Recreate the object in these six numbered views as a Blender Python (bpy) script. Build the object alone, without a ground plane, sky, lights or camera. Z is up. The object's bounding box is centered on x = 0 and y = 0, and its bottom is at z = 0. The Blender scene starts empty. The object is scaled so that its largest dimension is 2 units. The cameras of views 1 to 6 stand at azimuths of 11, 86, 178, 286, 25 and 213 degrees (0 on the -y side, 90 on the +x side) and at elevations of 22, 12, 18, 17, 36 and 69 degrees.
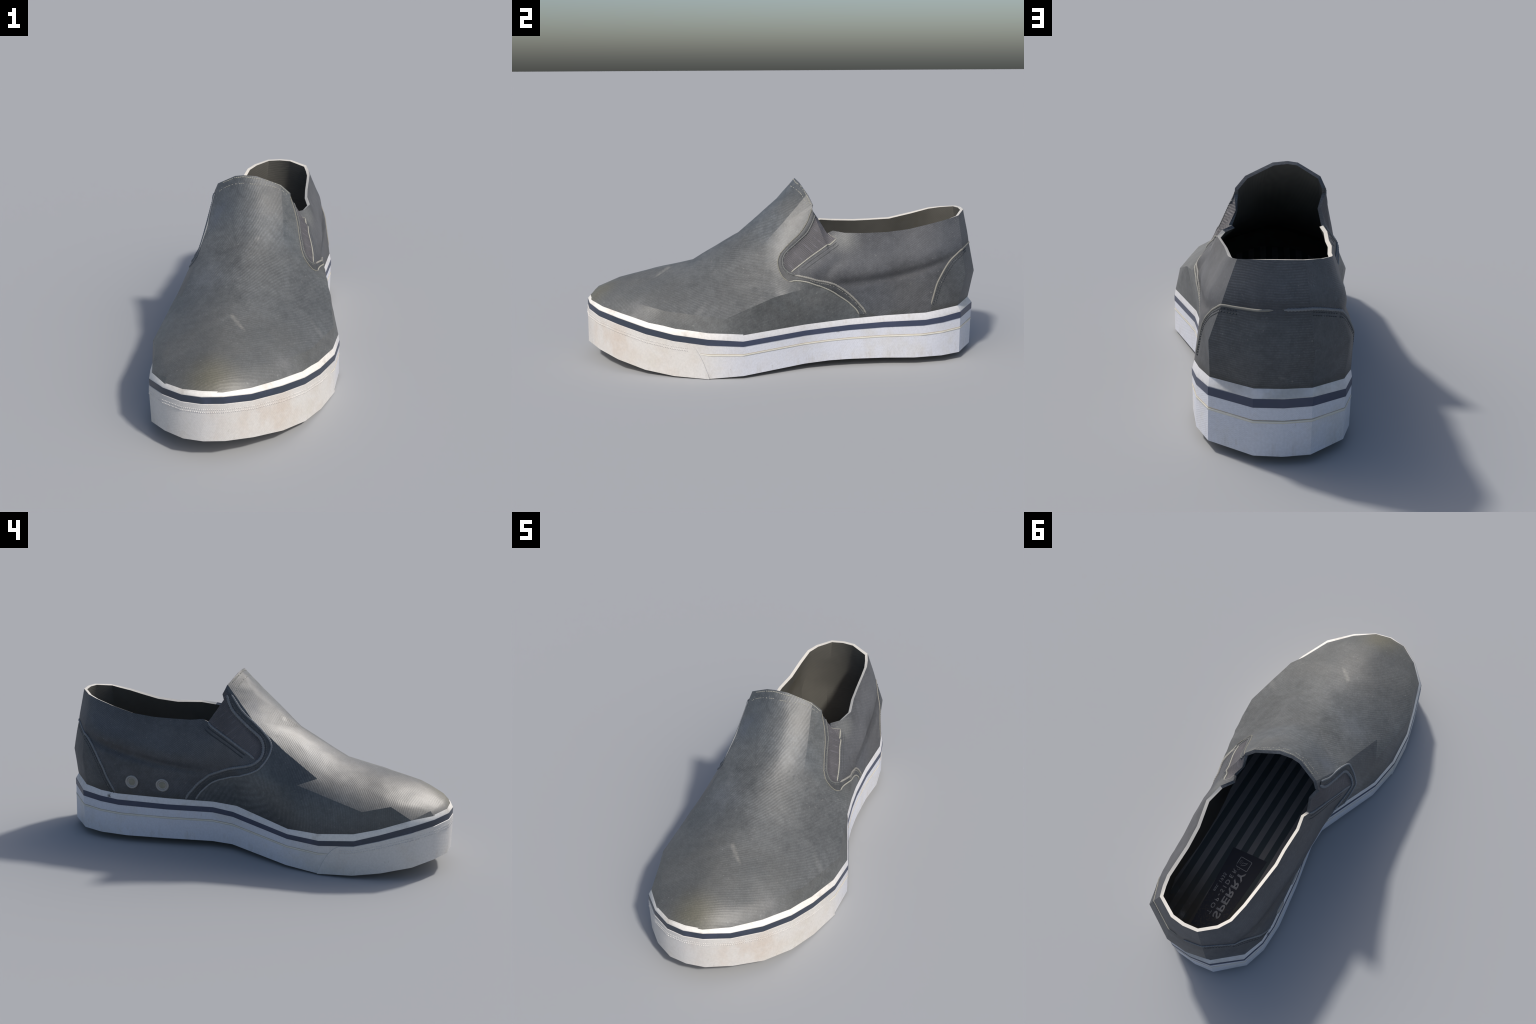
import bpy, bmesh, math, random
from mathutils import Vector, Matrix, noise
from mathutils.bvhtree import BVHTree

random.seed(7)

# --------------------------------------------------------------------------
# outline of the shoe: stations run from the toe along +x to the heel and
# back along -x.  Each station: plan position of the sole's foot edge, its
# height, how high the foxing wall rises to its shoulder, and where the
# canvas meets the welt (plan position and height).
# --------------------------------------------------------------------------
def S(x, y, z, h, lx, ly, lz, tx=None, ty=None):
    tx = x if tx is None else tx
    ty = y if ty is None else ty
    return dict(foot=Vector((x, y, z)), top=Vector((tx, ty, z + h)), welt=Vector((lx, ly, lz)))

FRONT_RIGHT = [
    S(.019, -.987, .090, .201, .015, -.970, .303, .019, -.979),
    S(.123, -.921, .075, .205, .118, -.903, .294),
    S(.230, -.824, .055, .213, .221, -.800, .283, .232, -.819),
    S(.306, -.689, .023, .213, .297, -.668, .254, .309, -.681),
    S(.358, -.551, .005, .207, .350, -.540, .236, .359, -.548),
    S(.403, -.386, -.001, .199, .398, -.386, .224, .406, -.388),
    S(.411, -.222, .011, .174, .408, -.222, .212, .412, -.221),
]
WAIST_RIGHT = [
    S(.300, .086, .027, .171, .294, .088, .224),
    S(.279, .210, .033, .172, .273, .211, .231),
    S(.269, .310, .034, .178, .262, .311, .238),
    S(.265, .485, .034, .188, .258, .486, .250),
]
HEEL = [
    S(.277, .636, .034, .196, .269, .692, .262, .277, .690),
    S(.256, .782, .034, .205, .247, .780, .272),
    S(.209, .884, .034, .215, .206, .868, .277),
    S(.047, .985, .032, .223, .050, .966, .281, .052, .987),
    S(-.056, .992, .032, .225, -.054, .972, .283, -.055, .992),
    S(-.155, .978, .034, .224, -.153, .959, .283, -.154, .975),
    S(-.281, .865, .034, .207, -.275, .852, .269, -.280, .870),
    S(-.315, .756, .033, .201, -.310, .753, .260),
    S(-.319, .612, .033, .192, -.312, .660, .252, -.319, .660),
]
WAIST_LEFT = [
    S(-.292, .400, .034, .186, -.285, .400, .247),
    S(-.250, .170, .033, .185, -.243, .171, .242),
    S(-.252, .063, .030, .176, -.246, .045, .235),
]
FRONT_LEFT = [
    S(-.384, -.253, .013, .163, -.377, -.253, .197, -.386, -.253),
    S(-.412, -.412, .004, .168, -.403, -.405, .200),
    S(-.404, -.578, .014, .175, -.395, -.572, .217),
    S(-.375, -.706, .032, .190, -.365, -.690, .245, -.376, -.690),
    S(-.331, -.845, .063, .207, -.322, -.828, .291, -.333, -.838),
    S(-.246, -.935, .083, .201, -.240, -.922, .297, -.247, -.927),
    S(-.153, -.989, .088, .205, -.150, -.977, .306, -.152, -.985),
    S(-.068, -.998, .088, .206, -.064, -.985, .308, -.066, -.997),
]
STATIONS = FRONT_RIGHT + WAIST_RIGHT + HEEL + WAIST_LEFT + FRONT_LEFT

# --------------------------------------------------------------------------
# the canvas: a ring of control points half way up the walls, rows that run
# over the instep from the right wall to the left wall, and the opening rim
# --------------------------------------------------------------------------
V = Vector
INSTEP = [   # right -> left
    [V((.212, -.735, .332)), V((.13, -.79, .356)), V((.02, -.83, .386)), V((-.04, -.833, .402)), V((-.09, -.835, .396)),
     V((-.18, -.82, .379)), V((-.265, -.785, .365)), V((-.33, -.73, .349))],
    [V((.32, -.58, .315)), V((.22, -.605, .364)), V((.09, -.635, .412)), V((-.04, -.645, .445)),
     V((-.16, -.64, .428)), V((-.28, -.62, .402)), V((-.381, -.605, .326))],
    [V((.393, -.301, .291)), V((.30, -.36, .356)), V((.17, -.42, .430)), V((.05, -.455, .463)),
     V((-.045, -.462, .486)), V((-.17, -.44, .468)), V((-.305, -.372, .440)), V((-.35, -.285, .412)),
     V((-.398, -.300, .305))],
    [V((.345, -.060, .380)), V((.234, -.080, .488)), V((.139, -.121, .575)), V((.04, -.205, .603)),
     V((-.056, -.226, .618)), V((-.16, -.232, .597)), V((-.270, -.20, .548)), V((-.333, -.104, .475)),
     V((-.358, -.10, .380))],
    [V((.309, .090, .410)), V((.193, .003, .599)), V((.117, -.003, .700)), V((.03, -.003, .785)),
     V((-.059, -.002, .809)), V((-.15, -.010, .785)), V((-.248, -.035, .677)), V((-.299, -.010, .557)),
     V((-.305, .060, .450))],
]
TOE_CAP = [V((-.235, -.905, .318)), V((-.148, -.950, .338)), V((-.064, -.958, .341)),
           V((.005, -.943, .334)), V((.100, -.880, .336))]          # left -> right
QUARTER_BELLY = [V((.268, .30, .430)), V((.257, .48, .440)), V((.250, .66, .440)), V((.233, .79, .440)),
                 V((.208, .901, .431)), V((.050, .993, .420)), V((-.055, 1.0, .420)), V((-.155, .978, .420)),
                 V((-.283, .865, .425)), V((-.312, .765, .405)), V((-.310, .65, .420)), V((-.303, .42, .430)),
                 V((-.300, .20, .450))]
QUARTER_UPPER = [V((.236, .10, .545)), V((.222, .21, .575)), V((.225, .30, .572)), V((.236, .39, .562)),
                 V((.224, .50, .560)), V((.208, .63, .565)), V((.197, .775, .580)), V((.157, .891, .590)),
                 V((.035, .960, .600)), V((-.049, .967, .600)), V((-.131, .951, .600)), V((-.233, .868, .590)),
                 V((-.262, .79, .575)), V((-.270, .69, .565)), V((-.272, .55, .560)), V((-.279, .41, .557)),
                 V((-.276, .29, .562)), V((-.268, .20, .575)), V((-.272, .10, .600))]
TONGUE_EDGE = [V((.133, .141, .791)), V((.092, .119, .838)), V((-.022, .084, .890)), V((-.084, .076, .896)),
               V((-.127, .078, .891)), V((-.222, .108, .841)), V((-.244, .126, .797))]
GORE_RIGHT = [V((.156, .211, .649)), V((.129, .179, .704)), V((.135, .138, .766))]     # upward
GORE_LEFT = [V((-.246, .118, .771)), V((-.226, .158, .716)), V((-.242, .199, .653))]   # downward
COLLAR = [V((.141, .242, .659)), V((.180, .295, .654)), V((.198, .385, .654)), V((.168, .513, .652)),
          V((.156, .620, .662)), V((.151, .715, .682)), V((.147, .780, .697)), V((.134, .832, .708)),
          V((.115, .882, .720)), V((.020, .934, .736)), V((-.045, .940, .738)), V((-.113, .930, .736)),
          V((-.180, .870, .724)), V((-.212, .812, .713)), V((-.225, .720, .688)), V((-.233, .600, .660)),
          V((-.244, .486, .653)), V((-.240, .408, .652)), V((-.243, .293, .655)), V((-.231, .229, .662))]


class Lattice:
    """points shared by value, triangles between polylines"""
    def __init__(self):
        self.pts, self.key, self.tris = [], {}, []

    def i(self, p):
        k = tuple(round(c, 5) for c in p)
        if k not in self.key:
            self.key[k] = len(self.pts)
            self.pts.append(Vector(p))
        return self.key[k]

    def tri(self, a, b, c):
        t = (self.i(a), self.i(b), self.i(c))
        if len(set(t)) == 3:
            self.tris.append(t)

    def zip(self, A, B):
        """fill between A (below / outside) and B, always across the shorter diagonal"""
        i = j = 0
        while i < len(A) - 1 or j < len(B) - 1:
            da = (A[i + 1] - B[j]).length if i < len(A) - 1 else 1e9
            db = (A[i] - B[j + 1]).length if j < len(B) - 1 else 1e9
            if da <= db:
                self.tri(A[i], A[i + 1], B[j]); i += 1
            else:
                self.tri(A[i], B[j + 1], B[j]); j += 1


def low_mesh(name, pts, tris, angle, crisp=()):
    me = bpy.data.meshes.new(name)
    me.from_pydata([tuple(p) for p in pts], [], tris)
    me.update()
    bm = bmesh.new(); bm.from_mesh(me)
    bmesh.ops.recalc_face_normals(bm, faces=bm.faces)
    bm.to_mesh(me); bm.free()
    for p in me.polygons:
        p.use_smooth = True
    me.set_sharp_from_angle(angle=math.radians(angle))
    where = {tuple(round(c, 5) for c in v.co): v.index for v in me.vertices}
    pairs = {frozenset(where[tuple(round(c, 5) for c in p)] for p in e)
             for chain in crisp for e in zip(chain[:-1], chain[1:])}
    for e in me.edges:
        if frozenset(e.vertices) in pairs:
            e.use_edge_sharp = True
    return me


def rounded_normals(me):
    """one normal per corner, weighted by face area and stopped at the crisp edges"""
    sharp = {frozenset(e.vertices) for e in me.edges if e.use_edge_sharp}
    at = {}
    for p in me.polygons:
        for v in p.vertices:
            at.setdefault(v, []).append(p.index)
    out = {}
    for v, faces in at.items():
        todo = set(faces)
        while todo:
            group, front = [], [todo.pop()]
            while front:
                f = front.pop(); group.append(f)
                mine = set(me.polygons[f].vertices)
                for g in list(todo):
                    shared = mine & set(me.polygons[g].vertices)
                    if any(frozenset((v, w)) not in sharp for w in shared if w != v):
                        todo.discard(g); front.append(g)
            nn = sum((me.polygons[f].normal * me.polygons[f].area for f in group), Vector())
            for f in group:
                out[f, v] = nn.normalized()
    return out


def refine(me, n):
    """cut every triangle into n*n without moving the surface; normals are interpolated.
    returns points, triangles, and three normals per triangle"""
    pts, key, tris, nors = [], {}, [], []
    cn = rounded_normals(me)
    for poly in me.polygons:
        li = list(poly.loop_indices)
        P = [me.vertices[me.loops[l].vertex_index].co.copy() for l in li]
        N = [cn[poly.index, v] for v in poly.vertices]
        idx = {}
        for a in range(n + 1):
            for b in range(n + 1 - a):
                c = n - a - b
                p = (P[0] * a + P[1] * b + P[2] * c) / n
                k = tuple(round(q, 5) for q in p)
                if k not in key:
                    key[k] = len(pts); pts.append(p)
                idx[a, b] = (key[k], (N[0] * a + N[1] * b + N[2] * c).normalized())
        for a in range(n):
            for b in range(n - a):
                f = [idx[a + 1, b], idx[a, b + 1], idx[a, b]]
                tris.append([q[0] for q in f]); nors.append([q[1] for q in f])
                if a + b < n - 1:
                    f = [idx[a + 1, b], idx[a + 1, b + 1], idx[a, b + 1]]
                    tris.append([q[0] for q in f]); nors.append([q[1] for q in f])
    return pts, tris, nors


def make(name, pts, faces, mat, parent, nors=None, smooth=True):
    used = sorted({i for f in faces for i in f})
    remap = {o: n for n, o in enumerate(used)}
    me = bpy.data.meshes.new(name)
    me.from_pydata([tuple(pts[i]) for i in used], [], [[remap[i] for i in f] for f in faces])
    me.update()
    for p in me.polygons:
        p.use_smooth = smooth
    if nors:
        me.normals_split_custom_set([tuple(n) for f in nors for n in f])
    if mat:
        me.materials.append(mat)
    ob = bpy.data.objects.new(name, me)
    bpy.context.scene.collection.objects.link(ob)
    ob.parent = parent
    return ob


# ----------------------------------------------------------------- materials
class Nodes:
    """small helper: build a shader graph by calling functions"""
    def __init__(self, name):
        self.mat = bpy.data.materials.new(name)
        self.mat.use_nodes = True
        self.t = self.mat.node_tree
        self.bsdf = self.t.nodes['Principled BSDF']
        tc = self.t.nodes.new('ShaderNodeTexCoord')
        self.P = tc.outputs['Object']
        geo = self.t.nodes.new('ShaderNodeNewGeometry')
        self.N = geo.outputs['Normal']
        sx = self.t.nodes.new('ShaderNodeSeparateXYZ'); self.link(self.P, sx.inputs[0])
        self.x, self.y, self.z = sx.outputs
        sn = self.t.nodes.new('ShaderNodeSeparateXYZ'); self.link(self.N, sn.inputs[0])
        self.nx, self.ny, self.nz = sn.outputs

    def link(self, a, b):
        if hasattr(a, 'links'):
            self.t.links.new(a, b)
        else:
            b.default_value = a

    def math(self, op, a, b=0.0, c=0.0):
        n = self.t.nodes.new('ShaderNodeMath'); n.operation = op
        for v, s in zip((a, b, c), n.inputs):
            self.link(v, s)
        return n.outputs[0]

    def add(self, a, b): return self.math('ADD', a, b)
    def mul(self, a, b): return self.math('MULTIPLY', a, b)

    def ramp(self, v, lo, hi, a=0.0, b=1.0):
        n = self.t.nodes.new('ShaderNodeMapRange'); n.interpolation_type = 'SMOOTHSTEP'
        for s, q in zip(('Value', 'From Min', 'From Max', 'To Min', 'To Max'), (v, lo, hi, a, b)):
            self.link(q, n.inputs[s])
        return n.outputs[0]

    def noise(self, scale, detail=3, rough=.55, stretch=None, w=0.0):
        n = self.t.nodes.new('ShaderNodeTexNoise')
        v = self.P
        if stretch or w:
            m = self.t.nodes.new('ShaderNodeMapping')
            m.inputs['Scale'].default_value = stretch or (1, 1, 1)
            m.inputs['Location'].default_value = (w, w * 1.7, -w)
            self.link(self.P, m.inputs['Vector']); v = m.outputs[0]
        self.link(v, n.inputs['Vector'])
        n.inputs['Scale'].default_value = scale
        n.inputs['Detail'].default_value = detail
        n.inputs['Roughness'].default_value = rough
        return n.outputs[0]

    def spot(self, centre, radius, inner=0.0):
        n = self.t.nodes.new('ShaderNodeVectorMath'); n.operation = 'DISTANCE'
        self.link(self.P, n.inputs[0]); n.inputs[1].default_value = centre
        return self.ramp(n.outputs['Value'], radius, inner)

    def streak(self, a, b, width):
        """1 on the segment a-b, 0 beyond width"""
        a, b = Vector(a), Vector(b)
        d = b - a
        n = self.t.nodes.new('ShaderNodeVectorMath'); n.operation = 'SUBTRACT'
        self.link(self.P, n.inputs[0]); n.inputs[1].default_value = a
        k = self.t.nodes.new('ShaderNodeVectorMath'); k.operation = 'DOT_PRODUCT'
        self.link(n.outputs[0], k.inputs[0]); k.inputs[1].default_value = d / d.length_squared
        cl = self.t.nodes.new('ShaderNodeClamp'); self.link(k.outputs['Value'], cl.inputs[0])
        sc = self.t.nodes.new('ShaderNodeVectorMath'); sc.operation = 'SCALE'
        sc.inputs[0].default_value = d; self.link(cl.outputs[0], sc.inputs['Scale'])
        e = self.t.nodes.new('ShaderNodeVectorMath'); e.operation = 'DISTANCE'
        self.link(n.outputs[0], e.inputs[0]); self.link(sc.outputs[0], e.inputs[1])
        return self.ramp(e.outputs['Value'], width, 0.0)

    def mix(self, f, a, b, mode='MIX'):
        n = self.t.nodes.new('ShaderNodeMix'); n.data_type = 'RGBA'; n.blend_type = mode
        col = lambda c: (*c, 1) if isinstance(c, tuple) and len(c) == 3 else c
        self.link(f, n.inputs[0]); self.link(col(a), n.inputs[6]); self.link(col(b), n.inputs[7])
        return n.outputs[2]

    def scale_col(self, c, f):
        n = self.t.nodes.new('ShaderNodeVectorMath'); n.operation = 'SCALE'
        self.link(c, n.inputs[0]); self.link(f, n.inputs['Scale'])
        return n.outputs[0]

    def wave(self, c, period):
        return self.math('SINE', self.mul(c, 2 * math.pi / period))

    def done(self, col, rough=.5, bump=None, strength=.3, dist=.002, spec=.5):
        self.link(col if hasattr(col, 'links') else (*col, 1), self.bsdf.inputs['Base Color'])
        self.link(rough, self.bsdf.inputs['Roughness'])
        self.bsdf.inputs['Specular IOR Level'].default_value = spec
        if bump is not None:
            n = self.t.nodes.new('ShaderNodeBump')
            n.inputs['Strength'].default_value = strength; n.inputs['Distance'].default_value = dist
            self.link(bump, n.inputs['Height']); self.link(n.outputs[0], self.bsdf.inputs['Normal'])
        return self.mat


def twill_vamp(g):
    """diagonal ribs: one direction over the instep, flatter on the right flank"""
    wob = g.mul(g.noise(9, 2), .012)
    # the ribs turn steeper towards the tongue
    v = g.add(g.y, .8)
    top = g.add(g.add(g.mul(g.x, g.add(-.54, g.mul(v, -.42))), g.mul(g.y, .84)), g.mul(g.mul(v, v), -.32))
    side = g.add(g.z, g.mul(g.y, .35))
    right = g.ramp(g.nx, .55, .8)
    a = g.wave(g.add(top, wob), .0098)
    b = g.mul(g.wave(g.add(side, wob), .0072), .75)
    return g.add(g.mul(a, g.math('SUBTRACT', 1.0, right)), g.mul(b, right))


def twill_quarter(g):
    sgn = g.ramp(g.x, -.10, .0, -.55, .62)
    rear = g.ramp(g.ny, .6, .8)
    c = g.add(g.z, g.mul(g.mul(g.y, sgn), g.math('SUBTRACT', 1.0, rear)))
    return g.wave(g.add(c, g.mul(g.noise(9, 2), .012)), .0088)


def denim(name, base, twill, extra=None, contrast=1.0, rough=.5, spec=.5):
    g = Nodes(name)
    cloud = g.noise(3.2, 4, .6)
    fine = g.noise(30, 6, .75)
    speck = g.noise(150, 2, .6)
    col = g.mix(g.ramp(cloud, .30, .72), tuple(c * .80 for c in base), tuple(c * 1.20 for c in base))
    tint = g.noise(2.1, 2, .5, w=5.0)
    col = g.mix(g.ramp(tint, .42, .66, 0, .45), col, tuple(c * k for c, k in zip(base, (.92, 1.02, 1.14))))
    col = g.mix(g.ramp(g.noise(7, 3, .6, w=9.0), .55, .74, 0, .35), col, tuple(c * 1.45 for c in base))
    col = g.scale_col(col, g.ramp(fine, .28, .72, .80, 1.20))
    if extra:
        col = extra(g, col)
    rib = twill(g)
    amount = g.mul(g.ramp(g.noise(5, 3, .6, w=3.0), .3, .7, .06, .19), g.ramp(g.y, -.75, .0, contrast * .55, contrast))
    broken = g.ramp(speck, .3, .7, .45, 1.25)
    col = g.scale_col(col, g.add(1.0, g.mul(g.mul(rib, amount), broken)))
    col = g.scale_col(col, g.ramp(speck, .3, .72, .9, 1.12))
    flecks = g.ramp(g.noise(85, 1, .5, w=2.0), .71, .80, 0, .30)
    col = g.mix(flecks, col, (.27, .27, .25))
    # left flank tinted slightly darker and bluer
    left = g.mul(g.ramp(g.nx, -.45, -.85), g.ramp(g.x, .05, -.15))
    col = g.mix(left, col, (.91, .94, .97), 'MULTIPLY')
    return g.done(col, rough, g.add(g.mul(rib, .4), speck), .15, .0014, spec)


def vamp_wear(g, col):
    col = g.mix(g.ramp(g.y, -.35, -.75, 0, .45), col, (.108, .106, .095))            # dusty toe
    col = g.mix(g.mul(g.spot((-.03, -.945, .345), .17), .45), col, (.135, .122, .068))  # yellow stain
    for c, r, f, k in (((-.17, -.33, .49), .15, .42, (.135, .148, .165)),
                       ((-.205, -.02, .73), .13, .40, (.090, .105, .135)),
                       ((-.05, -.60, .455), .16, .30, (.150, .150, .140)),
                       ((.10, -.30, .52), .20, .25, (.120, .128, .130)),
                       ((.26, -.74, .295), .11, .45, (.19, .19, .19)),
                       ((.20, -.45, .42), .17, .30, (.062, .068, .070)),
                       ((-.25, -.45, .43), .16, .30, (.062, .068, .072)),
                       ((.09, .03, .78), .11, .30, (.120, .120, .112))):
        col = g.mix(g.mul(g.mul(g.spot(c, r), g.ramp(g.noise(14, 4, .65, w=c[0] * 9), .3, .65)), f), col, k)
    scratch = g.math('MAXIMUM', g.streak((-.030, -.568, .460), (.012, -.615, .440), .017),
                     g.streak((-.004, -.596, .449), (.044, -.645, .424), .014))
    scratch = g.mul(scratch, g.ramp(g.noise(24, 3, .6), .30, .62))
    col = g.mix(g.mul(scratch, .33), col, (.34, .33, .29))
    col = g.mix(g.mul(g.streak((.30, -.30, .39), (.26, -.36, .42), .012), .16), col, (.28, .27, .25))
    col = g.mix(g.mul(g.streak((.35, -.43, .31), (.27, -.34, .42), .028), .18), col, (.22, .22, .21))
    col = g.mix(g.mul(g.streak((.16, -.64, .39), (.19, -.62, .380), .010), .2), col, (.28, .28, .24))
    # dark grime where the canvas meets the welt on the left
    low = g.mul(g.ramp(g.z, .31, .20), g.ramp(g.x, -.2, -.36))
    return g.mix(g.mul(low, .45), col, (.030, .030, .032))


def quarter_wear(g, col):
    # fold shading painted dark under the padded collar, rising to the heel
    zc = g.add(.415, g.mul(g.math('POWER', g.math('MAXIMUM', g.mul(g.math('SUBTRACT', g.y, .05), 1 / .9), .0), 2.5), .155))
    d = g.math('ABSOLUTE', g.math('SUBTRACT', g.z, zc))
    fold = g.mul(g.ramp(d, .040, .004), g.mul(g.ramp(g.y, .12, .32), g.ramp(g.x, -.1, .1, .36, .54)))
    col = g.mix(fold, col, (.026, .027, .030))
    above = g.math('SUBTRACT', g.z, zc)
    col = g.mix(g.mul(g.mul(g.ramp(above, .02, .10), g.ramp(above, .22, .12)), .30), col, (.115, .120, .130))
    col = g.mix(g.mul(g.spot((.20, .62, .36), .16), .22), col, (.13, .13, .13))
    for c in ((.20, .31, .62), (.195, .262, .62)):
        col = g.mix(g.mul(g.spot(c, .09), .5), col, (.145, .150, .145))
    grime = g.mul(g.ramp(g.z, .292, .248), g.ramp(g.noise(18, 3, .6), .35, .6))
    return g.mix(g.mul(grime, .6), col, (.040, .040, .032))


def counter_wear(g, col):
    col = g.mix(g.mul(g.streak((.246, .80, .283), (.222, .865, .292), .010), .5), col, (.20, .20, .19))
    col = g.mix(g.mul(g.streak((-.060, .985, .325), (-.035, .985, .328), .008), .5), col, (.20, .20, .19))
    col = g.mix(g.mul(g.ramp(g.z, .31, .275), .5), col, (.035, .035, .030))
    return g.mix(g.mul(g.ramp(g.z, .515, .565), .5), col, (.030, .031, .035))  # top of the counter darkened, continuing the dark band of the quarters round the heel


def gore_mat():
    g = Nodes('ribbed_elastic')
    side = g.ramp(g.x, -.05, .05, -1.0, 1.0)
    along = g.add(g.mul(g.y, .66), g.mul(g.z, .75))       # ribs run across the panel
    across = g.add(g.mul(g.y, .75), g.mul(g.z, -.66))
    n = g.noise(60, 3, .6)
    bands = g.math('SINE', g.mul(g.add(along, g.mul(n, .008)), 2 * math.pi / .030))
    rib = g.wave(across, .0060)
    rib2 = g.wave(along, .0075)
    col = g.mix(g.ramp(g.noise(6, 3), .3, .7), (.076, .073, .079), (.104, .100, .107))
    bright = g.mul(g.ramp(bands, .72, 1.0), g.ramp(g.noise(22, 2), .45, .7))
    col = g.mix(g.mul(bright, .35), col, (.20, .19, .22))
    col = g.scale_col(col, g.add(1.0, g.mul(g.add(rib, rib2), .09)))
    tuck = 0.0
    for chain in (((.155, .143, .715), (.188, .072, .624), (.218, -.014, .530), (.250, .005, .480)),
                  ((-.250, .080, .740), (-.262, -.008, .654), (-.278, -.093, .575), (-.321, -.081, .501))):
        for a, b in zip(chain[:-1], chain[1:]):
            tuck = g.math('MAXIMUM', g.streak(a, b, .030), tuck)
    col = g.mix(g.mul(tuck, .55), col, (.035, .035, .040))
    return g.done(col, .6, g.add(rib, rib2), .35, .0018, .4)


def rubber(name, toe=True, dirt_at_top=False):
    g = Nodes(name)
    warm = g.ramp(g.y, -.18, -.50)
    n = g.noise(7, 4, .6)
    col = g.mix(warm, (.605, .622, .680), (.605, .588, .562))
    stain = g.mul(g.ramp(n, .50, .72), g.add(.25, g.mul(warm, .5)))
    col = g.mix(g.mul(stain, .6), col, (.55, .49, .43))
    if toe:
        for c, r, f in (((.23, -.86, .15), .16, .40), ((.12, -.93, .17), .13, .30), ((.0, -.99, .17), .10, .18),
                        ((.33, -.62, .10), .12, .22)):
            col = g.mix(g.mul(g.mul(g.spot(c, r), g.ramp(g.noise(16, 3, .6), .3, .65)), f), col, (.48, .375, .29))
        col = g.mix(g.mul(g.spot((-.08, -1.0, .17), .16), .45), col, (.60, .60, .61))
    yel = g.mul(g.ramp(g.noise(4.5, 4, .65, w=7.0), .48, .70), .35)
    col = g.mix(yel, col, (.52, .495, .425))
    low = g.mul(g.ramp(g.math('SUBTRACT', g.z, g.ramp(g.y, -.3, .2, .02, .055)), .055, .0),
                g.ramp(g.noise(30, 3, .7, (1, 1, .25)), .48, .70))
    col = g.mix(g.mul(low, .22), col, (.36, .32, .26))
    scuff = g.ramp(g.noise(48, 3, .7, (1, 1, .6), 4.0), .66, .76, 0, .45)
    col = g.mix(scuff, col, (.36, .32, .28))
    for c in ((.266, .253, .182),):
        col = g.mix(g.mul(g.spot(c, .018), g.ramp(g.noise(90, 2), .40, .55)), col, (.12, .10, .09))
    col = g.scale_col(col, g.ramp(g.noise(110, 2), .3, .7, .955, 1.035))
    weave = g.math('MULTIPLY', g.wave(g.z, .0075), g.wave(g.add(g.x, g.y), .0095))
    col = g.scale_col(col, g.add(1.0, g.mul(g.mul(weave, g.ramp(g.noise(9, 2), .35, .65)), .045)))
    return g.done(col, .48, g.add(g.mul(weave, .8), g.noise(70, 3)), .15, .0014, .45)


def welt_rubber():
    g = Nodes('welt_rubber')
    warm = g.ramp(g.y, -.20, -.50)
    col = g.mix(warm, (.63, .63, .645), (.74, .715, .665))
    col = g.mix(g.ramp(g.noise(11, 4, .65), .52, .74, 0, .55), col, (.46, .42, .36))
    heel = g.mul(g.ramp(g.y, .80, .95), g.ramp(g.noise(7, 3), .30, .58))
    col = g.mix(g.mul(heel, .55), col, (.38, .37, .33))
    col = g.mix(g.mul(g.spot((-.317, .705, .236), .020), g.ramp(g.noise(80, 2), .38, .52)), col, (.05, .05, .05))
    col = g.scale_col(col, g.ramp(g.noise(90, 2), .3, .7, .95, 1.04))
    return g.done(col, .42, g.noise(60, 3), .12, .0014, .5)


def navy_rubber():
    g = Nodes('navy_stripe')
    front = g.ramp(g.y, -.15, -.5)
    col = g.mix(front, (.040, .052, .094), (.031, .042, .064))
    col = g.mix(g.ramp(g.noise(12, 4, .65), .45, .75, 0, .5), col, (.060, .070, .125))
    col = g.mix(g.ramp(g.noise(60, 3, .7, (1, 1, .3)), .68, .78, 0, .35), col, (.20, .22, .27))
    return g.done(col, .42, g.noise(50, 3), .1, .0014, .5)


def plain(name, col, rough=.6, var=.12, scale=40, spec=.4, metallic=0.0):
    g = Nodes(name)
    n = g.noise(scale, 4, .65)
    c = g.mix(n, tuple(v * (1 - var) for v in col), tuple(v * (1 + var) for v in col))
    g.bsdf.inputs['Metallic'].default_value = metallic
    return g.done(c, rough, n, .2, .0014, spec)


def lining_mat():
    g = Nodes('lining_cloth')
    col = g.mix(g.ramp(g.noise(4, 4, .6), .35, .7), (.104, .101, .090), (.126, .122, .108))
    col = g.mix(g.mul(g.mul(g.spot((-.19, .72, .56), .20), g.ramp(g.noise(9, 4, .7), .42, .62)), .55), col, (.092, .082, .052))
    weave = g.mul(g.wave(g.z, .0095), g.wave(g.y, .0110))
    col = g.scale_col(col, g.add(1.0, g.mul(weave, .07)))
    return g.done(col, .8, weave, .15, .0014, .2)


def insole_mat():
    g = Nodes('striped_insole')
    t = g.math('FRACT', g.mul(g.add(g.x, .003 + .64), 1 / .0643))
    edge = g.mul(g.ramp(t, .0, .03), g.ramp(t, .55, .52))
    mesh = g.mul(g.wave(g.add(g.x, g.y), .006), g.wave(g.math('SUBTRACT', g.x, g.y), .006))
    dark = g.mix(g.ramp(mesh, .2, .9), (.110, .130, .134), (.150, .185, .180))
    light = g.mix(g.noise(30, 3), (.345, .332, .322), (.40, .378, .352))
    col = g.mix(edge, light, dark)
    worn = g.mul(g.ramp(g.y, .50, .80), g.ramp(g.noise(16, 4, .7), .15, .50))
    col = g.mix(g.mul(worn, .85), col, (.125, .105, .080))
    return g.done(col, .85, mesh, .1, .001, .2)


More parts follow.
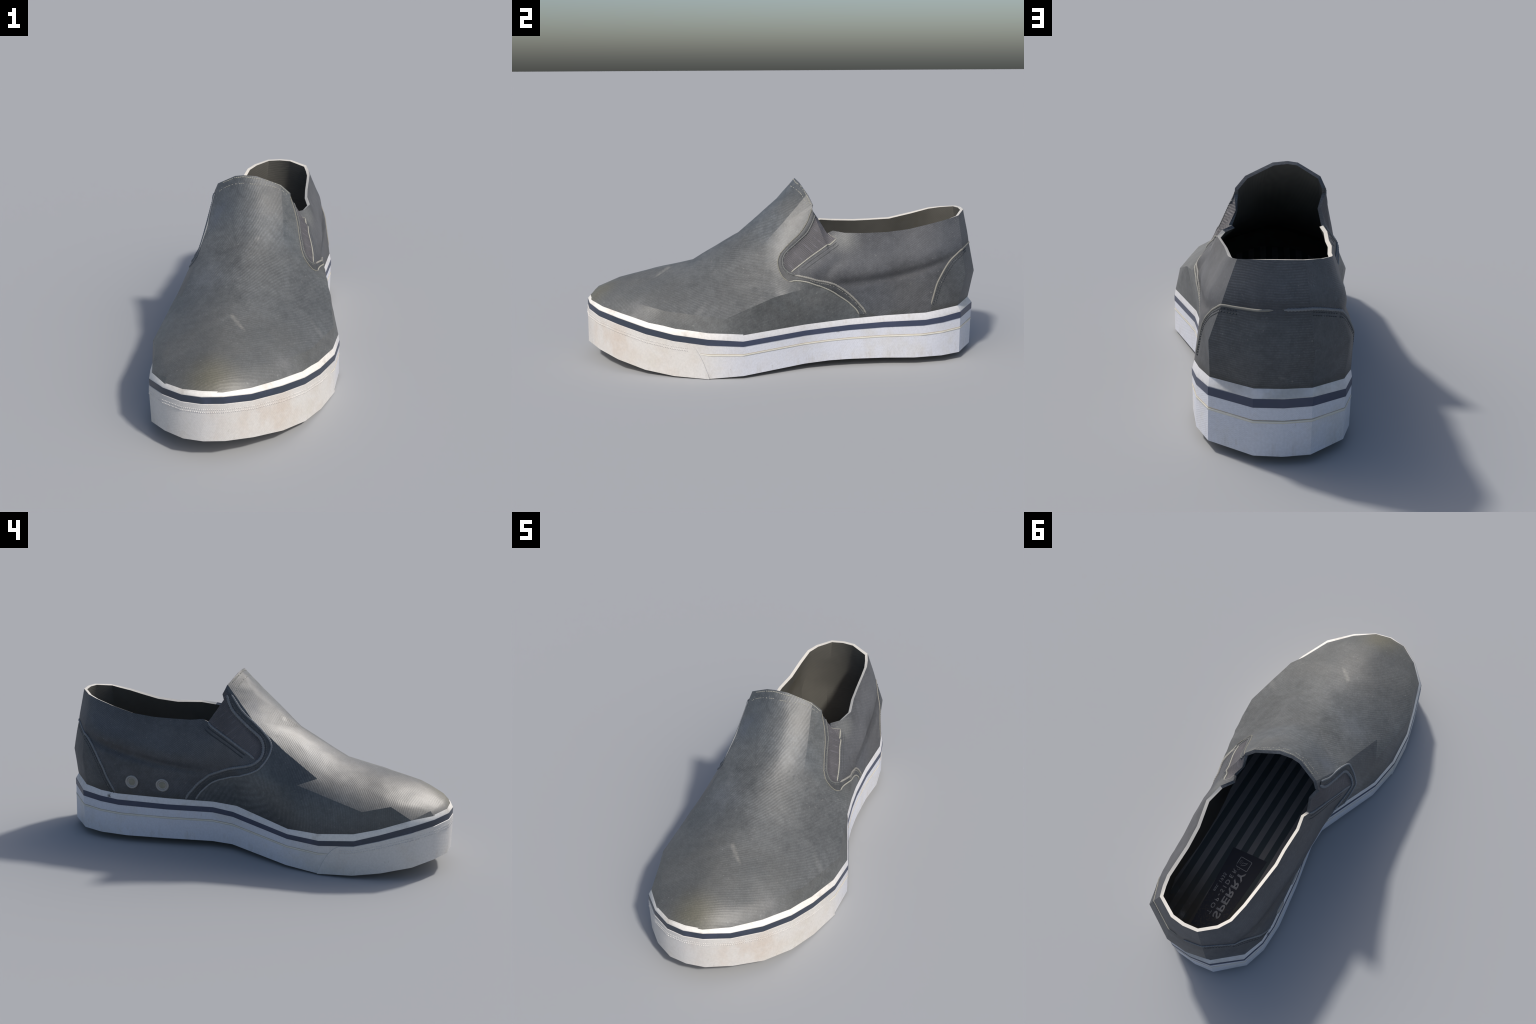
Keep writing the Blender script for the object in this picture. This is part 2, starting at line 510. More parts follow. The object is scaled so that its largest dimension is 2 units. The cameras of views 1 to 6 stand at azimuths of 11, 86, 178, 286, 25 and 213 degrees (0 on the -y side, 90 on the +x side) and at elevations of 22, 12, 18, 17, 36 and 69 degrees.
def label_mat():
    g = Nodes('insole_label')
    worn = g.mul(g.ramp(g.y, .55, .80), g.ramp(g.noise(120, 3, .75), .50, .62))
    col = g.mix(g.mul(worn, .7), (.074, .076, .092), (.165, .140, .110))
    return g.done(col, .7, None, spec=.25)


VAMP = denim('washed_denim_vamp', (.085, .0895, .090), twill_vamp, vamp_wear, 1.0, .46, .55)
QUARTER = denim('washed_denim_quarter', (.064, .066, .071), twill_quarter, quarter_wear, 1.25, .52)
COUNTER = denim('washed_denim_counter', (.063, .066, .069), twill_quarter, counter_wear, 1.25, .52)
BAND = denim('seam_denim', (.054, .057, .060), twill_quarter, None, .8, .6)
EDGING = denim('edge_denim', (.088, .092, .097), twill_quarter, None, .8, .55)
GORE = gore_mat()
RUBBER = rubber('white_rubber')
BUMPER = rubber('toe_rubber')
WELT = welt_rubber()
NAVY = navy_rubber()
CREAM = plain('cream_binding', (.60, .572, .515), .5, .06, 60)
WELTLINE = plain('cream_line', (.64, .62, .545), .5, .08, 50)
BROWNLINE = plain('brown_line', (.40, .345, .265), .8, .4, 30)
THREAD = plain('pale_thread', (.31, .305, .265), .6, .3, 90)
THREAD_L = plain('grey_thread', (.200, .212, .222), .6, .3, 90)
PIPING = plain('faded_piping', (.115, .12, .118), .6, .3, 80)
PIPING_L = plain('grey_piping', (.165, .176, .186), .6, .3, 80)
DIM_THREAD = plain('dim_thread', (.20, .195, .165), .6, .35, 90)
LOW_CORD = plain('lower_cord', (.235, .23, .21), .6, .3, 80)
HEEL_CORD = plain('cream_cord', (.20, .195, .172), .6, .15, 80)
DARK_THREAD = plain('dark_thread', (.035, .040, .046), .7, .3, 80)
METAL = plain('dull_metal', (.27, .263, .25), .32, .12, 40, .8, .15)
METAL_IN = plain('eyelet_mesh', (.22, .212, .165), .55, .25, 90, .5, .0)
LINING, INSOLE, LABEL = lining_mat(), insole_mat(), label_mat()
PRINT = plain('grey_print', (.60, .59, .58), .8, .3, 120, .2)
OUTSOLE = plain('outsole_rubber', (.42, .38, .31), .7, .15, 20)

shoe = bpy.data.objects.new('slip_on_shoe', None)
bpy.context.scene.collection.objects.link(shoe)
shoe['label'] = 'worn grey denim slip-on shoe with thick white rubber sole'
shoe['category'] = 'shoe'

# -------------------------------------------------------------------- canvas
lat = Lattice()
welt = [s['welt'] for s in STATIONS]
right_belly = [r[0] for r in INSTEP]
left_belly = [r[-1] for r in INSTEP]
belly = TOE_CAP[3:] + right_belly + QUARTER_BELLY + left_belly[::-1] + TOE_CAP[:3]
lat.zip(welt + welt[:1], belly + belly[:1])
lat.zip(TOE_CAP[::-1], INSTEP[0])
for a, b in zip(INSTEP[:-1], INSTEP[1:]):
    lat.zip(a, b)
last = INSTEP[-1]
lat.zip(last[1:3], [GORE_RIGHT[2]] + TONGUE_EDGE[:2])
lat.zip(last[2:-2], TONGUE_EDGE[1:-1])
lat.zip(last[-3:-1], TONGUE_EDGE[-2:] + GORE_LEFT[:1])
upper_row = [last[1]] + QUARTER_UPPER + [last[-2]]
lat.zip([last[0]] + QUARTER_BELLY + [last[-1]], upper_row)
lat.zip(upper_row, [last[1]] + GORE_RIGHT[::-1] + COLLAR + GORE_LEFT[::-1] + [last[-2]])
# edges that stay crisp; everywhere else the shading is rounded
CRISP = [
    [INSTEP[0][0], INSTEP[1][0], INSTEP[2][0], INSTEP[3][0]],
    [TONGUE_EDGE[1], last[2], INSTEP[3][2]],
    [TONGUE_EDGE[5], last[-3], INSTEP[3][-3], INSTEP[2][-3], INSTEP[2][-2], INSTEP[1][-1], INSTEP[0][-1],
     FRONT_LEFT[4]['welt'], TOE_CAP[0], FRONT_LEFT[5]['welt']],
    [HEEL[2]['welt'], QUARTER_BELLY[4], QUARTER_UPPER[7], COLLAR[8]],
    [HEEL[5]['welt'], QUARTER_BELLY[7], QUARTER_UPPER[10], COLLAR[11]],
]
UP = low_mesh('canvas', lat.pts, lat.tris, 48, CRISP)
upts, utris, unors = refine(UP, 14)

# ---- seams, read as curves in space; each is draped on the canvas later
VAMP_SEAM_R = [(.137, .140, .775), (.148, .123, .732), (.159, .109, .703), (.175, .075, .657), (.186, .036, .622),
               (.194, .005, .592), (.203, -.023, .560), (.212, -.036, .533), (.225, -.039, .512), (.250, -.031, .479),
               (.272, -.014, .455), (.285, .010, .442), (.292, .050, .445), (.297, .095, .437), (.299, .126, .427),
               (.298, .157, .416), (.290, .189, .401), (.280, .226, .380), (.273, .255, .359), (.268, .280, .342),
               (.265, .304, .324), (.264, .320, .309), (.263, .336, .294), (.262, .349, .278), (.261, .361, .256)]
GORE_SEAM_R = [(.146, .155, .745), (.156, .143, .715), (.163, .133, .694), (.177, .108, .655), (.188, .072, .624),
               (.201, .026, .586), (.208, -.002, .558), (.218, -.014, .530), (.236, -.012, .500), (.258, .009, .479),
               (.273, .038, .468), (.280, .070, .462), (.288, .110, .453), (.289, .146, .442), (.285, .194, .432),
               (.282, .233, .418), (.274, .262, .400), (.268, .287, .382), (.266, .311, .362), (.264, .335, .339),
               (.263, .352, .320), (.262, .368, .301), (.262, .380, .287), (.261, .396, .260)]
VAMP_SEAM_L = [(-.233, .085, .797), (-.239, .057, .762), (-.245, .031, .730), (-.247, -.003, .698), (-.249, -.036, .673),
               (-.254, -.070, .646), (-.260, -.104, .615), (-.266, -.125, .591), (-.274, -.134, .566), (-.291, -.131, .534),
               (-.313, -.118, .503), (-.332, -.096, .472), (-.332, -.065, .449), (-.328, -.024, .430), (-.311, .021, .412),
               (-.288, .077, .393), (-.282, .125, .375), (-.275, .162, .356), (-.269, .189, .334), (-.267, .215, .308),
               (-.265, .236, .284), (-.263, .258, .248)]
GORE_SEAM_L = [(-.240, .105, .795), (-.247, .087, .749), (-.254, .068, .721), (-.259, .034, .689), (-.262, -.008, .654),
               (-.266, -.050, .623), (-.270, -.076, .603), (-.278, -.093, .575), (-.289, -.098, .546), (-.305, -.095, .522),
               (-.321, -.081, .501), (-.322, -.057, .483), (-.318, -.020, .468), (-.309, .039, .452), (-.300, .086, .436),
               (-.293, .129, .417), (-.285, .175, .395), (-.281, .201, .374), (-.280, .227, .352), (-.279, .248, .331),
               (-.276, .270, .304), (-.274, .289, .281), (-.271, .308, .249)]
GORE_BACK_R = [(.189, .254, .628), (.200, .228, .612), (.212, .199, .597), (.221, .159, .571), (.237, .114, .544),
               (.249, .073, .516), (.256, .041, .493), (.262, .020, .478)]
GORE_TOP_R = [(.158, .220, .648), (.174, .240, .635), (.189, .254, .628)]
GORE_BACK_L = [(-.242, .199, .652), (-.251, .178, .633), (-.268, .119, .604), (-.285, .056, .572), (-.296, .012, .549),
               (-.309, -.033, .527), (-.319, -.066, .507)]
HEEL_SEAM_R = [(-.010, .968, .570), (.050, .962, .566), (.115, .922, .560), (.169, .891, .556), (.186, .858, .534), (.202, .830, .514), (.214, .807, .490), (.228, .784, .460),
               (.238, .763, .426), (.244, .748, .395), (.251, .736, .357), (.258, .723, .314), (.260, .719, .296)]
HEEL_SEAM_L = [(-.045, .969, .572), (-.100, .960, .571), (-.149, .944, .569), (-.210, .898, .549), (-.257, .853, .526), (-.277, .817, .493), (-.299, .777, .443),
               (-.312, .746, .395), (-.312, .721, .338), (-.312, .696, .294), (-.312, .674, .258)]
HEEL_SEAM_BACK = [(.169, .891, .556), (.045, .966, .566), (-.052, .972, .566), (-.149, .944, .569)]

yz = lambda c: [(p[1], p[2]) for p in c]
REAR_R = [(.15, .80)] + yz(VAMP_SEAM_R) + [(.37, .15), (1.3, .15), (1.3, .95), (.26, .95)]
REAR_L = [(.105, .82)] + yz(VAMP_SEAM_L) + [(.27, .15), (1.3, .15), (1.3, .95), (.26, .95)]
PANEL_R = [(.19, .80), (.150, .78)] + yz(GORE_SEAM_R[:10]) + yz(GORE_BACK_R)[::-1] + [(.240, .632), (.215, .655)]
PANEL_L = [(.19, .80), (.105, .81)] + yz(GORE_SEAM_L[:11]) + yz(GORE_BACK_L)[::-1] + [(.215, .66)]
BACK_R = [(.70, .15)] + yz(HEEL_SEAM_R)[::-1] + [(.93, .565), (1.3, .568), (1.3, .15)]
BACK_L = [(.655, .15)] + yz(HEEL_SEAM_L)[::-1] + [(1.3, .568), (1.3, .15)]


def inside(poly, y, z):
    hit = False
    for (a, b), (c, d) in zip(poly, poly[1:] + poly[:1]):
        if (b > z) != (d > z) and y < (c - a) * (z - b) / (d - b) + a:
            hit = not hit
    return hit


def region(p):
    right = p.x > -.05
    if inside(BACK_R if right else BACK_L, p.y, p.z):
        return 'heel_counter'
    if inside(PANEL_R if right else PANEL_L, p.y, p.z):
        return 'elastic_gore', right
    if inside(REAR_R if right else REAR_L, p.y, p.z):
        return 'quarter', right
    return 'vamp'


# ---- relief of the cloth: the fold below the padded collar, slack and wrinkles
def smooth(v, a, b):
    t = min(1, max(0, (v - a) / (b - a)))
    return t * t * (3 - 2 * t)


def relief(p):
    d = .0016 * noise.noise(p * 7) + .0006 * noise.noise(p * 21)
    if p.y > .02:
        zc = .415 + .155 * max(0, (p.y - .05) / .9) ** 2.5
        w = smooth(p.y, .10, .30) * (1 - .9 * smooth(p.y, .74, .88))
        t = (p.z - zc)
        d += w * (-.0085 * math.exp(-(t / .020) ** 2) + .0055 * math.exp(-((t - .060) / .040) ** 2))
    elif p.y < -.15:
        d += .0007 * math.sin(p.x * 19 + 13 * p.y + 4 * noise.noise(p * 5))
    # puckers pulled in by the curved seams
    near = math.exp(-((p.y - .20) / .13) ** 2 - ((p.z - .46) / .07) ** 2) if p.y > .06 and p.x > 0 else 0
    d += .0030 * near * math.sin(62 * (p.z * .9 - p.y * .25) + 5 * noise.noise(p * 6))
    low = math.exp(-((p.y + .02) / .12) ** 2 - ((p.z - .33) / .06) ** 2)
    d += (.0032 if p.x > 0 else 0) * low * math.sin(40 * (p.y + p.z * .9) + 3 * noise.noise(p * 5))
    edge = smooth(p.z, .20, .34)
    return d * (.25 + .75 * edge)


def settle(pts, tris, nors):
    rims = set()
    vn_ = [Vector() for _ in pts]
    for t, nn in zip(tris, nors):
        for i, q in zip(t, nn):
            vn_[i] += q
    count = {}
    for t in tris:
        for a, b in ((t[0], t[1]), (t[1], t[2]), (t[2], t[0])):
            k = (min(a, b), max(a, b)); count[k] = count.get(k, 0) + 1
    for k, v in count.items():
        if v == 1:
            rims.update(k)
    vn_ = [v.normalized() for v in vn_]
    e = .004
    grad = []
    for p in pts:
        d0 = relief(p)
        grad.append(Vector([(relief(p + Vector([e if k == j else 0 for k in range(3)])) - d0) / e for j in range(3)]))
    out = [p if i in rims else p + vn_[i] * relief(p) for i, p in enumerate(pts)]
    nn2 = []
    for t, nn in zip(tris, nors):
        nn2.append([(q - (grad[i] - q * grad[i].dot(q))).normalized() for i, q in zip(t, nn)])
    return out, nn2


upts0 = upts
upts, unors = settle(upts, utris, unors)
drape_on = BVHTree.FromPolygons(upts, utris)
groups = {}
for t, nn in zip(utris, unors):
    c = (upts0[t[0]] + upts0[t[1]] + upts0[t[2]]) / 3
    groups.setdefault(region(c), []).append((t, nn))
parts = {}
for key, mat in (('vamp', VAMP), (('quarter', True), QUARTER), (('quarter', False), QUARTER), ('heel_counter', COUNTER),
                 (('elastic_gore', True), GORE), (('elastic_gore', False), GORE)):
    f = groups[key]
    nm = key if isinstance(key, str) else key[0]
    parts[key] = make(nm, upts, [a for a, _ in f], mat, shoe, [b for _, b in f])

# ---- inside: lining, edges of the opening, insole
vn = {tuple(round(c, 5) for c in v.co): v.normal.copy() for v in UP.vertices}
vno = lambda p: vn[tuple(round(c, 5) for c in p)]
THICK = .0155
rim = GORE_RIGHT + TONGUE_EDGE + GORE_LEFT + COLLAR[::-1]
n = len(rim)
rin = [p - vno(p) * THICK for p in rim]
tab = n - 2                                   # collar point next to the right gore
cloth = [i for i in range(n) if i < len(GORE_RIGHT + TONGUE_EDGE + GORE_LEFT) - 1 or i >= tab]
quad = lambda i: [i, (i + 1) % n, n + (i + 1) % n, n + i]
make('collar_binding', rim + rin, [quad(i) for i in range(n) if i not in cloth], CREAM, parts['quarter', True], smooth=False)
make('tongue_edging', rim + rin, [quad(i) for i in cloth], EDGING, parts['vamp'], smooth=False)
inner = [p - vno(p) * THICK for p in lat.pts]
k = len(STATIONS)
ring = []
for i, s in enumerate(STATIONS):
    a, b = STATIONS[i - 1]['welt'], STATIONS[(i + 1) % k]['welt']
    out = Vector(((b - a).y, -(b - a).x, 0)).normalized()
    q = s['welt'] - out * .026
    ring.append(Vector((q.x, q.y, s['foot'].z + .118)))
lp, lf = list(inner), [t[::-1] for t in lat.tris]
base = len(lp)
lp += ring
wi = [lat.i(s['welt']) for s in STATIONS]
for i in range(k):
    j = (i + 1) % k
    lf.append([wi[i], wi[j], base + j, base + i])
liner = make('lining', lp, lf, LINING, shoe)
liner.data.set_sharp_from_angle(angle=math.radians(30))
ins = Lattice()
ins.zip(ring[:15], ring[:1] + ring[:14:-1])
insole = make('insole', ins.pts, ins.tris, INSOLE, shoe)
floor = BVHTree.FromPolygons(ins.pts, ins.tris)


# ------------------------------------------------------------------ builders
def spline(ctrl, step):
    """Catmull-Rom through the control points, resampled at an even step"""
    c = [Vector(p) for p in ctrl]
    c = [c[0] * 2 - c[1]] + c + [c[-1] * 2 - c[-2]]
    dense = []
    for i in range(1, len(c) - 2):
        p0, p1, p2, p3 = c[i - 1:i + 3]
        m = max(2, int((p2 - p1).length / step * 4))
        for j in range(m):
            t = j / m
            dense.append(.5 * ((2 * p1) + (p2 - p0) * t + (2 * p0 - 5 * p1 + 4 * p2 - p3) * t * t
                               + (3 * p1 - p0 - 3 * p2 + p3) * t ** 3))
    dense.append(c[-2])
    out, acc = [dense[0]], 0
    for a, b in zip(dense[:-1], dense[1:]):
        acc += (b - a).length
        if acc >= step:
            out.append(b); acc = 0
    return out


def drape(ctrl, step=.006, lift=0.0, on=None):
    out = []
    for p in spline(ctrl, step):
        q, nn, _, _ = (on or drape_on).find_nearest(p)
        out.append((q + nn * lift, nn))
    return out


def tube(path, radius, sides=8, flat=1.0, twist=None):
    """tube along draped points; twist gives a roped surface"""
    pts, faces, s = [], [], 0.0
    for i, (p, nn) in enumerate(path):
        a = path[max(0, i - 1)][0]; b = path[min(len(path) - 1, i + 1)][0]
        t = (b - a).normalized()
        side = t.cross(nn).normalized()
        up = side.cross(t).normalized()
        if i:
            s += (p - path[i - 1][0]).length
        end = min(1, .25 + .2 * min(i, len(path) - 1 - i))
        for j in range(sides):
            th = 2 * math.pi * j / sides
            r = radius * end
            if twist:
                r *= 1 + .28 * math.sin(2 * math.pi * s / twist + th * 2)
            pts.append(p + side * (math.cos(th) * r) + up * (math.sin(th) * r * flat))
    m = len(path)
    for i in range(m - 1):
        for j in range(sides):
            a, b = i * sides + j, i * sides + (j + 1) % sides
            faces.append([a, b, b + sides, a + sides])
    faces.append(list(range(sides))[::-1]); faces.append(list(range((m - 1) * sides, m * sides)))
    return pts, faces


def beads(path, pitch, length, width, skip=0.0, rng=None, height=1.0):
    """short stitches lying along a draped path"""
    pts, faces, acc, nxt = [], [], 0.0, 0.0
    for (p0, n0), (p1, n1) in zip(path[:-1], path[1:]):
        L = (p1 - p0).length
        while nxt <= acc + L and L > 0:
            f = (nxt - acc) / L
            nxt += pitch * (1 + (rng.uniform(-.12, .12) if rng else 0))
            if rng and rng.random() < skip:
                continue
            c = p0.lerp(p1, f); nn = n0.lerp(n1, f).normalized()
            t = (p1 - p0).normalized(); side = t.cross(nn).normalized()
            if rng:
                t = (t + side * rng.uniform(-.12, .12)).normalized(); side = t.cross(nn).normalized()
            b = len(pts)
            R, K = 5, 6
            for i in range(R):
                u = (i / (R - 1)) * 2 - 1
                rr = max(.25, math.sqrt(max(0, 1 - u * u * .92)))
                for j in range(K):
                    th = 2 * math.pi * j / K
                    pts.append(c + t * (u * length / 2) + side * (math.cos(th) * width / 2 * rr)
                               + nn * (math.sin(th) * width / 2 * rr * height))
            for i in range(R - 1):
                for j in range(K):
                    faces.append([b + i * K + j, b + i * K + (j + 1) % K, b + (i + 1) * K + (j + 1) % K, b + (i + 1) * K + j])
            faces.append([b + j for j in range(K)][::-1]); faces.append([b + (R - 1) * K + j for j in range(K)])
        acc += L
    return pts, faces


def merge(chunks):
    P, F = [], []
    for p, f in chunks:
        o = len(P); P += p; F += [[i + o for i in q] for q in f]
    return P, F


def ribbon(A, B, lift=.0022, cols=4):
    """a strip of folded cloth between two seams, lying a little proud of the canvas"""
    m = 90
    def even(c):
        d = spline(c, .003); return [d[int(i * (len(d) - 1) / (m - 1))] for i in range(m)]
    a, b = even(A), even(B)
    pts, faces = [], []
    for i in range(m):
        for j in range(cols + 1):
            u = j / cols
            q, nn, _, _ = drape_on.find_nearest(a[i].lerp(b[i], u))
            h = lift if 0 < j < cols else -.001
            pts.append(q + nn * h)
    for i in range(m - 1):
        for j in range(cols):
            o = i * (cols + 1) + j
            faces.append([o, o + 1, o + cols + 2, o + cols + 1])
    return pts, faces


rng = random.Random(3)
# ---- folded seam bands, piping and stitches
make('seam_band', *ribbon(VAMP_SEAM_R, GORE_SEAM_R), BAND, parts['vamp'])
make('seam_band', *ribbon(VAMP_SEAM_L, GORE_SEAM_L), BAND, parts['vamp'])
R, L = parts['quarter', True], parts['quarter', False]
make('piping', *tube(drape(VAMP_SEAM_R[:12], .0030, .0006), .0025, twist=.009), DIM_THREAD, R)
make('piping', *tube(drape(VAMP_SEAM_R[11:], .0030, .0008), .0034, twist=.010), THREAD, R)
make('piping', *tube(drape(GORE_SEAM_R[:11], .0030, .0004), .0042, flat=.8, twist=.012), PIPING, R)
make('piping', *tube(drape(GORE_SEAM_R[10:], .0030, .0008), .0052, flat=.8, twist=.011), LOW_CORD, R)
make('piping', *tube(drape(VAMP_SEAM_L, .0025, .0012), .0046, 10, .8, .0105), THREAD_L, L)
make('piping', *tube(drape(GORE_SEAM_L, .0025, .0010), .0068, 10, .75, .0110), PIPING_L, L)
make('piping', *tube(drape(GORE_BACK_R, .0030, .0006), .0036, flat=.8, twist=.010), THREAD, R)
make('piping', *tube(drape(GORE_BACK_L, .0030, .0006), .0058, flat=.7, twist=.013), PIPING_L, L)
make('piping', *tube(drape(HEEL_SEAM_R, .0030, .0004), .0046, flat=.7), HEEL_CORD, parts['heel_counter'])
make('piping', *tube(drape(HEEL_SEAM_L, .0030, .0004), .0056, flat=.7, twist=.012), PIPING_L, parts['heel_counter'])

def beside(curve, dist, drop=0):
    """the same seam moved sideways over the canvas"""
    d = drape(curve, .008)
    out = []
    for i, (p, nn) in enumerate(d):
        t = (d[min(i + 1, len(d) - 1)][0] - d[max(i - 1, 0)][0]).normalized()
        out.append(p + t.cross(nn) * dist)
    return out


TONGUE_ROWS = [[(-.191, .092, .851), (-.122, .071, .884), (-.078, .071, .889), (-.024, .075, .881), (.020, .094, .869),
                (.071, .110, .845), (.094, .115, .832), (.128, .132, .792)],
               [(-.211, .067, .810), (-.182, .064, .832), (-.143, .052, .853), (-.082, .048, .864), (-.036, .052, .860),
                (.008, .066, .855), (.055, .088, .839), (.092, .100, .820), (.128, .122, .782)]]
pale = [beads(drape(TONGUE_ROWS[0], .004, .0006), .0085, .0078, .0052, .15, rng, .35),
        beads(drape(TONGUE_ROWS[1], .004, .0004), .0092, .0075, .0042, .35, rng, .35),
        beads(drape(GORE_TOP_R, .003, .0002), .0070, .0080, .0030, .0, rng),
        beads(drape(beside(GORE_SEAM_R[12:], .010), .004, .0020), .0090, .0070, .0028, .25, rng)]
dark = []
for crv, side in ((HEEL_SEAM_R[2:], -1), (HEEL_SEAM_L[2:], 1)):
    for off in (.012, .023):
        dark.append(beads(drape(beside(crv, off * side), .004, .0004), .0120, .0095, .0060 if side < 0 else .0038, .03, rng, .5))
soft = []
for crv, side, bag, r in ((GORE_BACK_R, 1, soft, .0034), (GORE_BACK_L, -1, dark, .0046)):
    for off in (.016, .034):
        c = beside(crv[:-1], -off * side)
        bag.append(tube(drape(c, .005, -r * .42), r, flat=.6))
make('seam_groove', *merge(soft), BAND, R)
mid = [beads(drape(beside(GORE_SEAM_L[1:-1], -.0150), .004, .0022), .0085, .0070, .0044, .15, rng),
       beads(drape(beside(GORE_SEAM_R[1:11], .0085), .004, .0020), .0085, .0070, .0036, .3, rng)]
for chunk, mat, par in ((pale, THREAD, parts['vamp']), (dark, DARK_THREAD, parts['heel_counter']), (mid, PIPING, L)):
    o = make('seam_stitching', *merge(chunk), mat, par)
    o['kind'] = 'stuff'

# ---- eyelets on the left flank
def lathe(profile, centre, axis, sides=28):
    ax = axis.normalized()
    s = ax.cross(Vector((0, 0, 1))).normalized(); u = s.cross(ax)
    pts, faces = [], []
    for r, h in profile:
        for j in range(sides):
            th = 2 * math.pi * j / sides
            pts.append(centre + ax * h + s * (math.cos(th) * r) + u * (math.sin(th) * r))
    for i in range(len(profile) - 1):
        for j in range(sides):
            a, b = i * sides + j, i * sides + (j + 1) % sides
            faces.append([a, b, b + sides, a + sides])
    return pts, faces

for c in ((-.309, .582, .322), (-.294, .423, .317)):
    q, nn, _, _ = drape_on.find_nearest(Vector(c))
    if nn.x > 0:
        nn = -nn
    ringp = [(.0345, -.002), (.0350, .002), (.0335, .0045), (.0300, .0062), (.0262, .0052), (.0240, .0030), (.0232, .0012), (.0216, .0026),
             (.0198, .0030), (.0180, .0020), (.0170, .0008)]
    ey = make('eyelet', *lathe(ringp, q, nn), METAL, L)
    pts, faces = lathe([(.0180, .0012), (.0120, .0024), (.0010, .0030)], q, nn)
    make('eyelet_mesh', pts, faces + [list(range(len(pts) - 28, len(pts)))], METAL_IN, ey)

# ---------------------------------------------------------------------- sole
def outline(f, out=0.0):
    """closed ring on the wall at height fraction f, pushed outward"""
    A = []
    for i, s in enumerate(STATIONS):
        a, b = STATIONS[i - 1]['foot'], STATIONS[(i + 1) % k]['foot']
        o = Vector(((b - a).y, -(b - a).x, 0)).normalized()
        A.append(s['foot'].lerp(s['top'], f) + o * out)
    return A

def rings(levels):
    pts, faces = [], []
    for f, out in levels:
        pts += outline(f, out)
    for r in range(len(levels) - 1):
        for i in range(k):
            j = (i + 1) % k
            faces.append([r * k + i, r * k + j, (r + 1) * k + j, (r + 1) * k + i])
    return pts, faces

sole = make('foxing_wall', *rings([(0, 0), (.40, 0), (.86, 0)]), RUBBER, shoe)
sole.data.set_sharp_from_angle(angle=math.radians(30))
o = make('navy_stripe', *rings([(.838, -.002), (.838, .0016), (.985, .0016), (.985, -.004)]), NAVY, sole)
o.data.set_sharp_from_angle(angle=math.radians(30))
top = [p for p in outline(.985)]
crest = [s['top'] for s in STATIONS]
lip = [s['top'].lerp(s['welt'], .93) for s in STATIONS]
fold = [s['welt'] + (s['welt'] - s['top']).normalized() * .004 for s in STATIONS]
P = top + crest + lip + fold
o = make('welt_band', P, [[r * k + i, r * k + (i + 1) % k, (r + 1) * k + (i + 1) % k, (r + 1) * k + i] for r in range(3) for i in range(k)],
         WELT, sole)
o.data.set_sharp_from_angle(angle=math.radians(30))
foot = [s['foot'] for s in STATIONS]
sl = Lattice()
sl.zip(foot[:15], foot[:1] + foot[:14:-1])
make('outsole', sl.pts, sl.tris, OUTSOLE, sole, smooth=False)


def along_wall(i0, f0, i1, f1, step):
    """walk the wall from station i0 (+f0 of the way to the next) to station i1 (+f1);
    gives foot, top and outward direction"""
    out = []
    def at(i):
        i %= k
        return STATIONS[i]['foot'], STATIONS[i]['top']
    idx = [(i0, f0)] + [(i, 0.0) for i in range(i0 + 1, i1 + 1)] + ([(i1, f1)] if f1 else [])
    nodes = []
    for i, f in idx:
        (a, b), (c, d) = at(i), at(i + 1)
        nodes.append((a.lerp(c, f), b.lerp(d, f)))
    for (a, b), (c, d) in zip(nodes[:-1], nodes[1:]):
        m = max(1, int((c - a).length / step))
        e = c - a
        for j in range(m):
            out.append((a.lerp(c, j / m), b.lerp(d, j / m), Vector((e.y, -e.x, 0)).normalized()))
    out.append((*nodes[-1], out[-1][2]))
    # soften the outward direction where the wall turns
    sm = []
    for i in range(len(out)):
        q = sum((out[j][2] for j in range(max(0, i - 9), min(len(out), i + 10))), Vector())
        sm.append((out[i][0], out[i][1], q.normalized()))
    return sm

# the toe bumper wraps the front from the left ball of the foot to the right
LEFT0 = k - 7                                    # station at the left ball
walk = along_wall(LEFT0, 0.0, k + 5, .02, .010)
cum = [0.0]
for a, b in zip(walk[:-1], walk[1:]):
    cum.append(cum[-1] + (b[0] - a[0]).length)
rise = lambda d: .828 * (1 - (1 - min(1, max(.0, d) / .115)) ** 2.3)
bp, bf = [], []
LEVELS = 7
for (a, b, o), s in zip(walk, cum):
    ft = max(.02, min(rise(s), rise(cum[-1] - s)))
    for j in range(LEVELS):
        f = ft * j / (LEVELS - 1)
        bp.append(a.lerp(b, f) + o * (.0048 if j < LEVELS - 1 else .0040))
    bp.append(a.lerp(b, ft + .012) - o * .001)
row = LEVELS + 1
for i in range(len(walk) - 1):
    for j in range(row - 1):
        bf.append([i * row + j, (i + 1) * row + j, (i + 1) * row + j + 1, i * row + j + 1])
bump = make('toe_bumper', bp, bf, BUMPER, sole)
face_out = []
for f in bump.data.polygons:
    for v in f.vertices:
        i, j = divmod(v, row)
        flat_ = max(f.vertices[q] % row for q in range(4)) < row - 1
        face_out.append(tuple(walk[i][2] if flat_ else f.normal))
bump.data.normals_split_custom_set(face_out)
ribs = []
for f, w in ((.655, .0070), (.715, .0054)):
    path = []
    for (a, b, o), s in zip(walk, cum):
        if s > .10 and cum[-1] - s > .10:
            path.append((a.lerp(b, f) + o * .0040, o))
    ribs.append(beads(path, .0085, .0062, w, 0, rng))
o = make('bumper_ribs', *merge(ribs), BUMPER, bump); o['kind'] = 'stuff'

